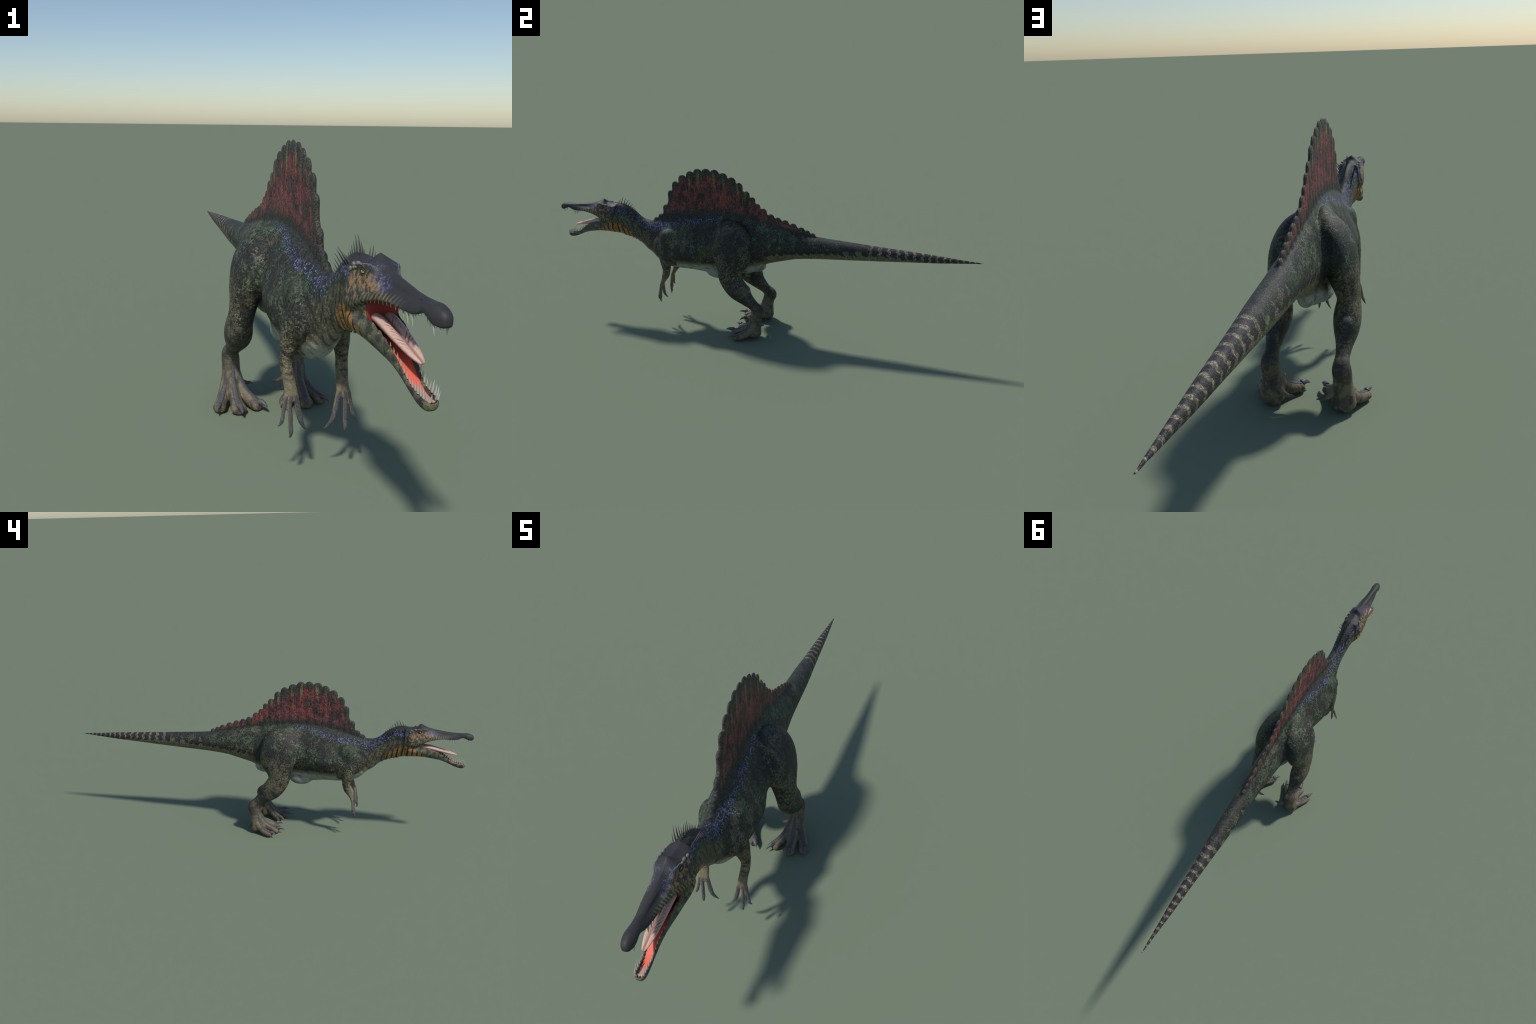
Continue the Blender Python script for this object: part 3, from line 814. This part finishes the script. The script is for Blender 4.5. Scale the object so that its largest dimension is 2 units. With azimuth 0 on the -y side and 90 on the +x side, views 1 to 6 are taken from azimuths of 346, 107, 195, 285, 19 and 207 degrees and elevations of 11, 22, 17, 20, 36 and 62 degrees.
def eye_ball():
    g = Nodes("eye_iris")
    # the eye looks outwards and forwards: distance from that axis, in two directions across it
    across = g.add(g.mul(g.sub(g.ax, .0262), .60), g.mul(g.add(g.y, .7566), .80))
    up = g.sub(g.z, .5532)
    r = g.math('SQRT', g.add(g.mul(across, across), g.mul(up, up)))
    pu = g.math('SQRT', g.add(g.mul(g.mul(across, across), 8.0), g.mul(up, up)))
    n = g.noise(900, 2, .6)
    col = g.mix(g.step(r, .0031, .0037), g.mix(n, (.22, .24, .03), (.46, .47, .06)), (.020, .020, .020))
    col = g.mix(g.inv(g.step(pu, .0016, .0021)), col, (.006, .006, .006))
    return g.finish(col, .15, None, spec=.5)


MAT.update(lining=lining(), tongue=tongue_skin(), eye=eye_ball())

# ------------------------------------------------------------------ parts

thing = bpy.data.objects.new("spinosaurus", None)
bpy.context.scene.collection.objects.link(thing)
thing["label"] = "dark scaly dinosaur with red back sail and open crocodile jaws"
thing["category"] = "dinosaur"


def place(name, me, mat, parent, smooth=True):
    ob = bpy.data.objects.new(name, me)
    bpy.context.scene.collection.objects.link(ob)
    me.materials.clear(); me.materials.append(mat)
    if smooth:
        me.polygons.foreach_set("use_smooth", [True] * len(me.polygons))
    ob.parent = parent
    return ob


# --- split the skin by region
F = np.array([f if len(f) == 4 else (*f, f[-1]) for f in faces])
C = co[F].mean(1)
cx, cy, cz = C.T
acx = np.abs(cx)
region = np.full(len(F), "torso", dtype=object)
region[cy > .065] = "tail"
root_z = np.interp(cy, [p[0] for p in ROOT], [p[1] for p in ROOT])
region[(cz > root_z + .004) & (cy > -.515) & (cy < .282)] = "sail"
region[cy < -.522 - (cz - .43) * .25] = "neck"
region[cy < -.703 + (cz - .50) * .18] = "head"
jaw_line = np.interp(cy, [-1.0, -.90, -.84, -.80, -.775, -.735, -.69], [.42, .45, .485, .492, .488, .486, .484])
region[(region == "head") & (cz < jaw_line)] = "jaw"
for s, tag in ((-1, "right"), (1, "left")):
    sel = (cx * s > .018)
    d = seg_dist(C, HINDLIMB, s)
    for path in TOES.values():
        d = np.minimum(d, seg_dist(C, path, s))
    out = np.interp(cz, [.26, .34, .44, .54], [.0, .060, .074, .100])
    leg = sel & (d < 1.32) & (cz < .535) & (acx > out) & (np.abs(cy + .08) < .19)
    region[leg] = "hindlimb_" + tag
    region[leg & (cz < .118)] = "foot_" + tag
    d = seg_dist(C, FORELIMB, s)
    for path in FINGERS.values():
        d = np.minimum(d, seg_dist(C, path, s))
    out = np.interp(cz, [.27, .30, .36, .41], [.0, .036, .052, .080])
    arm = sel & (d < 1.6) & (cz < .40) & (acx > out) & (np.abs(cy + .44) < .07)
    region[arm] = "forelimb_" + tag
    region[arm & (cz < .214)] = "hand_" + tag

DEFINE = [("torso", "torso", "body", None), ("tail", "tail", "body", None), ("sail", "sail", "body", None), ("neck", "neck", "body", None),
          ("head", "head", "head", None), ("jaw", "jaw", "head", "head")]
for tag in ("right", "left"):
    DEFINE += [("hindlimb_" + tag, "hindlimb", "hind", None), ("foot_" + tag, "foot", "hind", "hindlimb_" + tag),
               ("forelimb_" + tag, "forelimb", "fore", None), ("hand_" + tag, "hand", "fore", "forelimb_" + tag)]
PART = {}
for key, name, mat, up in DEFINE:
    idx = np.where(region == key)[0]
    used, inv = np.unique(F[idx], return_inverse=True)
    inv = inv.reshape(-1, 4)
    me = bpy.data.meshes.new(name)
    me.from_pydata(co[used].tolist(), [], [tuple(dict.fromkeys(q)) for q in inv.tolist()])
    ob = place(name, me, MAT[mat], PART[up] if up else thing)
    me.normals_split_custom_set_from_vertices(nor[used].tolist())
    PART[key] = ob


def horn_mesh(name, path, n=12, side=(1, 0, 0), per=6, power=2.0):
    p = Pile(); p.loft(tube_rings(path, per, n, side, power))
    return p.mesh(name)


# --- claws of the feet
CLAWS = {"outer": ((.1520, -.0570, .0225), (.1580, -.0715, .0270), (.1640, -.0885, .0180), .0075),
         "middle": ((.0985, -.0800, .0245), (.0978, -.0980, .0300), (.0975, -.1195, .0195), .0088),
         "inner": ((.0370, -.0640, .0245), (.0280, -.0760, .0295), (.0180, -.0915, .0140), .0085),
         "rear": ((.0430, .0478, .0415), (.0360, .0472, .0405), (.0290, .0460, .0360), .0036)}
for s, tag in ((-1, "right"), (1, "left")):
    for a, b, c, r in CLAWS.values():
        a, b, c = np.array(a) - [0, .003, 0], np.array(b) - [0, .003, 0], np.array(c) - [0, .003, 0]
        rows = []
        for t in np.linspace(0, 1, 8):
            q = (1 - t)**2 * a + 2*t*(1 - t) * b + t*t * c
            k = r * 1.12 * (1 - t ** 1.5) ** .85 + .0004
            rows.append((*q, k, k * .95))
        place("claw", horn_mesh("claw", flip(rows, s), 12, (.3, 0, 1)), MAT["claw"], PART["hindlimb_" + tag])
    hand = {"thumb": ((.0430, -.4570, .1545), (.0400, -.4600, .1320), (.0205, -.4475, .1095), .0072),
            "middle": ((.0652, -.4650, .1310), (.0648, -.4720, .1150), (.0665, -.4625, .1025), .0058),
            "outer": ((.0842, -.4620, .1510), (.0870, -.4680, .1400), (.0942, -.4590, .1315), .0048)}
    for a, b, c, r in hand.values():
        a, b, c = np.array(a), np.array(b), np.array(c)
        rows = []
        for t in np.linspace(0, 1, 8):
            q = (1 - t)**2 * a + 2*t*(1 - t) * b + t*t * c
            k = r * (1 - t ** 1.6) ** .8 + .0004
            rows.append((*q, k * .92, k * .95))
        place("claw", horn_mesh("claw", flip(rows, s), 12), MAT["claw"], PART["forelimb_" + tag])


# --- horny scutes that run along the top of each toe and finger
def scute_strip(line, widths, pitch, lift):
    L = smooth_rows(line, 8)
    seg = np.r_[0, np.cumsum(np.linalg.norm(np.diff(L, axis=0), axis=1))]
    m = max(12, int(seg[-1] / pitch * 4))
    s = np.linspace(0, seg[-1], m)
    P = np.stack([np.interp(s, seg, L[:, k]) for k in range(3)], 1)
    W = 1.35 * np.interp(s / seg[-1], np.linspace(0, 1, len(widths)), widths)
    T = np.gradient(P, axis=0)
    rings = []
    for i in range(m):
        q, nn, _, _ = SKIN_TREE.find_nearest(Vector(P[i]))
        t = Vector(T[i]).normalized()
        lat = nn.cross(t).normalized()
        ridge = lift * (.25 + .75 * (1 - abs(2 * ((s[i] / pitch) % 1) - 1) ** 3))
        top, low = [], []
        for u in np.linspace(-1, 1, 7):
            p, n, _, _ = SKIN_TREE.find_nearest(q + lat * (u * W[i]))
            h = ridge * (1 - .75 * abs(u) ** 4)
            top.append(tuple(p + n * h)); low.append(tuple(p - n * .0012))
        rings.append(top + low[::-1])
    p = Pile(False); p.loft(rings)
    return p.mesh("toe_scute")


STRIPS = {"outer": ([(.116, .012, .100), (.1185, .008, .080), (.126, -.004, .056), (.139, -.030, .042), (.1525, -.058, .0300)], (.002, .0042, .0058, .0062, .0062)),
          "middle": ([(.0990, -.001, .112), (.0992, -.006, .085), (.1000, -.022, .060), (.1005, -.052, .0410), (.0985, -.0815, .0310)], (.002, .0045, .0066, .0070, .0070)),
          "inner": ([(.0855, .002, .110), (.0820, .000, .085), (.0715, -.013, .060), (.0565, -.036, .0440), (.0370, -.0640, .0310)], (.002, .0040, .0058, .0065, .0065))}
HSTRIPS = {"thumb": ([(.053, -.466, .205), (.0500, -.466, .192), (.0462, -.466, .172), (.0428, -.466, .1560)], (.002, .004, .0044, .0040)),
           "middle": ([(.0645, -.466, .205), (.0660, -.468, .185), (.0660, -.472, .158), (.0652, -.473, .1330)], (.002, .0036, .0038, .0036)),
           "outer": ([(.0745, -.466, .203), (.0785, -.466, .186), (.0815, -.468, .168), (.0842, -.470, .1530)], (.0015, .003, .0032, .0030))}
for s, tag in ((-1, "right"), (1, "left")):
    for line, wd in STRIPS.values():
        place("toe_scute", scute_strip(flip(line, s), wd, .0034, .0015), MAT["scute"], PART["hindlimb_" + tag])
    for line, wd in HSTRIPS.values():
        ob = place("finger_scute", scute_strip(flip(line, s), wd, .0031, .0010), MAT["scute"], PART["forelimb_" + tag])
        ob.data.name = "finger_scute"

# --- mouth: flesh, tongue
p = Pile()
J = np.array(JAW)
rings = []
for yy in np.linspace(-.966, -.779, 30):
    w = float(hermite(J[:, 0], J[:, 1], yy)); E = float(hermite(J[:, 0], J[:, 2], yy)); Fz = float(hermite(J[:, 0], J[:, 4], yy))
    w = (w * (1 - .20 * float(np.interp(yy, [-.88, -.79], [0, 1]))) - min(.0045, w * .35)) * .90
    top = [(u * w, yy, Fz + .0018 + max(0, E - .0190 - Fz) * .7 * max(0, abs(u)) ** 4 * (1 if E > Fz else 0)) for u in np.linspace(-1, 1, 11)]
    low = [(a, b, c - .0035) for a, b, c in top][::-1]
    rings.append(top + low)
p.loft(rings)
rings = []
for zz, w in ((.447, .0255), (.470, .0300), (.490, .0300), (.512, .0290)):
    rings.append([(u * w, -.7800 - .0015 * (1 - u * u), zz) for u in np.linspace(-1, 1, 9)] + [(u * w, -.7720, zz) for u in np.linspace(1, -1, 9)])
p.loft(rings)
Y = np.array(HEAD_Y); H = np.array(HEAD)
rings = []
for yy in np.linspace(-.945, -.7785, 24):
    w = float(hermite(Y, H[:, 4, 0], yy)) * .72
    zm = float(hermite(Y, H[:, 5, 1], yy)); zl = float(hermite(Y, H[:, 4, 1], yy))
    low = [(u * w, yy, zm - .0012 + (zl + .003 - zm) * abs(u) ** 3) for u in np.linspace(-1, 1, 9)]
    rings.append(low + [(a, b, c + .004) for a, b, c in low][::-1])
p.loft(rings)
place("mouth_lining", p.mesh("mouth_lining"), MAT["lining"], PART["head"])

TONGUE = [(-.768, .0200, .4730, .0060), (-.785, .0215, .4760, .0080), (-.815, .0210, .4720, .0082), (-.850, .0190, .4640, .0066),
          (-.880, .0162, .4565, .0052), (-.905, .0128, .4500, .0040), (-.922, .0085, .4455, .0030), (-.931, .0050, .4432, .0020), (-.934, .0015, .4424, .0008)]
p = Pile(); T = smooth_rows(TONGUE, 5); rings = []
for yy, w, zc, h in T:
    a = np.linspace(0, 2 * math.pi, 32, endpoint=False)
    xs = w * np.sign(np.cos(a)) * np.abs(np.cos(a)) ** .85
    zs = zc + h * np.sin(a) * np.where(np.sin(a) < 0, 1.9, 1.0) - np.where(np.sin(a) > 0, h * 1.15 * np.exp(-(xs / (.26 * w + 1e-6)) ** 2), 0)
    rings.append(np.stack([xs, np.full(32, yy), zs], 1))
p.loft(rings)
place("tongue", p.mesh("tongue"), MAT["tongue"], PART["head"])


# --- teeth: set along the lip lines, a few shared shapes
def fang(name, slim):
    rows = []
    for t in np.linspace(0, 1, 8):
        rows.append((0, .10 * t * t, t, slim * (1 - t ** 1.5) + .006, slim * (1 - t ** 1.5) + .006))
    return horn_mesh(name, rows, 10)


FANG = [fang("tooth", .118), fang("tooth", .140)]


def set_tooth(pos, length, down, lean, shape, parent):
    ob = place("tooth", FANG[shape], MAT["tooth"], parent) if not FANG[shape].materials else bpy.data.objects.new("tooth", FANG[shape])
    if ob.name not in bpy.context.scene.collection.objects:
        bpy.context.scene.collection.objects.link(ob)
    ob.parent = parent
    ob.location = pos
    ob.scale = (length, length, length)
    ob.rotation_euler = ((math.pi if down else 0) + lean[0], lean[1], 0)


LIP_Y = Y; LIP_X = H[:, 4, 0]; LIP_Z = H[:, 4, 1]
UPPER = [(-.793, .005), (-.804, .0055), (-.815, .006), (-.827, .0065), (-.839, .007), (-.851, .0075), (-.863, .008), (-.875, .009), (-.886, .011),
         (-.8965, .0160), (-.9085, .0220), (-.9205, .0240), (-.9300, .009), (-.9370, .006), (-.9435, .0055), (-.9500, .0050), (-.9560, .0045), (-.9620, .0050),
         (-.9690, .0065), (-.9795, .0200), (-.9865, .0065)]
LOWER = [(-.862, .006), (-.872, .007), (-.882, .009), (-.892, .0105), (-.902, .0110), (-.911, .0110), (-.920, .0105), (-.929, .0105), (-.938, .0125),
         (-.9470, .0185), (-.9560, .0160), (-.9640, .0165), (-.9705, .0120)]
for s in (1, -1):
    for yy, ln in UPPER:
        w = float(hermite(LIP_Y, LIP_X, yy)); zz = float(hermite(LIP_Y, LIP_Z, yy))
        set_tooth((s * (w - .0028), yy, zz + .0025), ln + .003, True, (random.uniform(-.05, .08), s * random.uniform(-.02, .10)), 0, PART["head"])
    for yy, ln in LOWER:
        w = float(hermite(J[:, 0], J[:, 1], yy)); E = float(hermite(J[:, 0], J[:, 2], yy))
        set_tooth((s * (w - .0028), yy, E - .0025), ln + .002, False, (random.uniform(-.02, .16), s * random.uniform(.05, .22)), 0, PART["head"])
for dx, ln in ((.0072, .0085), (.0028, .0075)):
    for s in (1, -1):
        set_tooth((s * dx, -.9925 + dx * .25, .5230), ln + .003, True, (-.05, s * .05), 1, PART["head"])
for s in (1, -1):
    set_tooth((s * .0035, -.9735, .4000), .0095, False, (.22, s * .05), 1, PART["head"])

# --- eyes, eyelids, nostrils, horn knobs
for s in (1, -1):
    p = Pile(); p.ball((s * .0262, -.7566, .5508), (.0076, .0082, .0076), 28, 20)
    place("eye", p.mesh("eye"), MAT["eye"], PART["head"])
    p = Pile()
    ring = []
    for a in np.linspace(0, 2 * math.pi, 25):
        ring.append((s * (.0318 - .0030 * abs(math.cos(a)) ** 2), -.7572 + .0078 * math.cos(a), .5506 + .0060 * math.sin(a) * (.95 if a < math.pi else 1), .0017, .0015))
    p.loft(tube_rings(ring, 1, 8, (1, 0, 0)))
    place("eyelid", p.mesh("eyelid"), MAT["quill"], PART["head"])
    slit = []
    for yy, r in ((-.9390, .0003), (-.9350, .0010), (-.9310, .0010), (-.9275, .0003)):
        hit, nn, _, _ = SKIN_TREE.find_nearest(Vector((s * .0115, yy, .5475)))
        slit.append((*(hit - nn * r * .55), r * .8, r))
    p = Pile(False); p.loft(tube_rings(slit, 5, 10))
    nose = place("nostril", p.mesh("nostril"), MAT["nostril"], PART["head"])
    KNOBS = [((.0316, -.7377, .5640), (.0042, .0072, .0042)), ((.0318, -.7192, .5580), (.0040, .0058, .0044)),
             ((.0385, -.7150, .5490), (.0030, .0040, .0046)), ((.0365, -.7270, .5535), (.0030, .0034, .0030)),
             ((.0345, -.7345, .5550), (.0024, .0030, .0022)), ((.0320, -.7515, .5640), (.0026, .0056, .0022))]
    for c, r in KNOBS:
        hit, nn, _, _ = SKIN_TREE.find_nearest(Vector((s * c[0], c[1], c[2])))
        p = Pile(False); p.ball(tuple(hit + nn * r[2] * .25), r, 16, 10)
        place("horn_knob", p.mesh("horn_knob"), MAT["knob"], PART["head"])
    p = Pile(False)
    for t in np.linspace(0, 1, 13):
        bx = np.interp(t, [0, .35, .6, 1], [.0318, .0308, .0262, .0195]); bz = np.interp(t, [0, .35, .6, 1], [.5665, .5705, .5665, .5590])
        q = Vector((s * float(bx), -.757 - .038 * t, float(bz) + .002))
        hit, nn, _, _ = SKIN_TREE.find_nearest(q)
        p.ball(tuple(hit - nn * .0002), (.0013, .0021 * random.uniform(.8, 1.1), .0012), 8, 6)
    beads = place("brow_beads", p.mesh("brow_beads"), MAT["knob"], PART["head"])
    beads["kind"] = "stuff"


# --- quills on the nape: one row on the midline and one on each side
def quill(base, tip, r):
    base, tip = np.array(base), np.array(tip)
    mid = (base + tip) / 2 + np.array([0, -.10, .02]) * np.linalg.norm(tip - base)
    rows = []
    for t in np.linspace(0, 1, 7):
        q = (1 - t)**2 * base + 2*t*(1 - t) * mid + t*t * tip
        k = r * (1 - t) ** .8 + .0002
        rows.append((*q, k, k))
    p = Pile(False); p.loft(tube_rings(rows, 6, 8))
    return p.mesh("quill")


MID = [(-.690, .010), (-.681, .023), (-.6695, .038), (-.655, .033), (-.643, .024), (-.632, .018), (-.623, .015), (-.614, .012), (-.605, .010), (-.597, .008)]
SIDE = [(-.690, .012), (-.680, .024), (-.667, .036), (-.653, .034), (-.640, .027), (-.629, .021), (-.619, .016), (-.610, .013), (-.601, .010), (-.592, .008)]
for row, xs in ((MID, (0,)), (SIDE, (.024, -.024))):
    for x0 in xs:
        for yy, ln in row:
            zb, zt, a, zm, nu = [float(v) for v in trunk_at(np.array([yy]))]
            zz = zt if x0 == 0 else zm + (zt - zm) * math.sqrt(max(0, 1 - (x0 / a) ** 2))
            out = np.array([x0 * 19, .42 if x0 == 0 else .62, 1.0]); out /= np.linalg.norm(out)
            hit, nn, _, _ = SKIN_TREE.find_nearest(Vector((x0, yy, zz)))
            b = np.array(hit) - out * .0025; j = random.uniform(.90, 1.08)
            place("quill", quill(b, b + out * (ln * 1.02 + .003) * j, .0012 + ln * .032), MAT["quill"], PART["neck"])
# bristles under the throat, too many to count
p = Pile(False)
for yy in np.linspace(-.785, -.600, 34):
    for x0 in (-.010, -.003, .004, .011):
        yq = yy + random.uniform(-.002, .002)
        hit, nn, _, _ = SKIN_TREE.find_nearest(Vector((x0, yq, .36)))
        ln = random.uniform(.003, .0055)
        q = np.array(hit); d = np.array([x0 * 4, .25, -1.0])
        p.loft(tube_rings([(*(q - d * .001), .0006, .0006), (*(q + d * ln * .5), .0004, .0004), (*(q + d * ln), .0001, .0001)], 2, 5))
ob = place("throat_bristles", p.mesh("throat_bristles"), MAT["quill"], PART["neck"])
ob["kind"] = "stuff"
bpy.data.meshes.remove(draft)
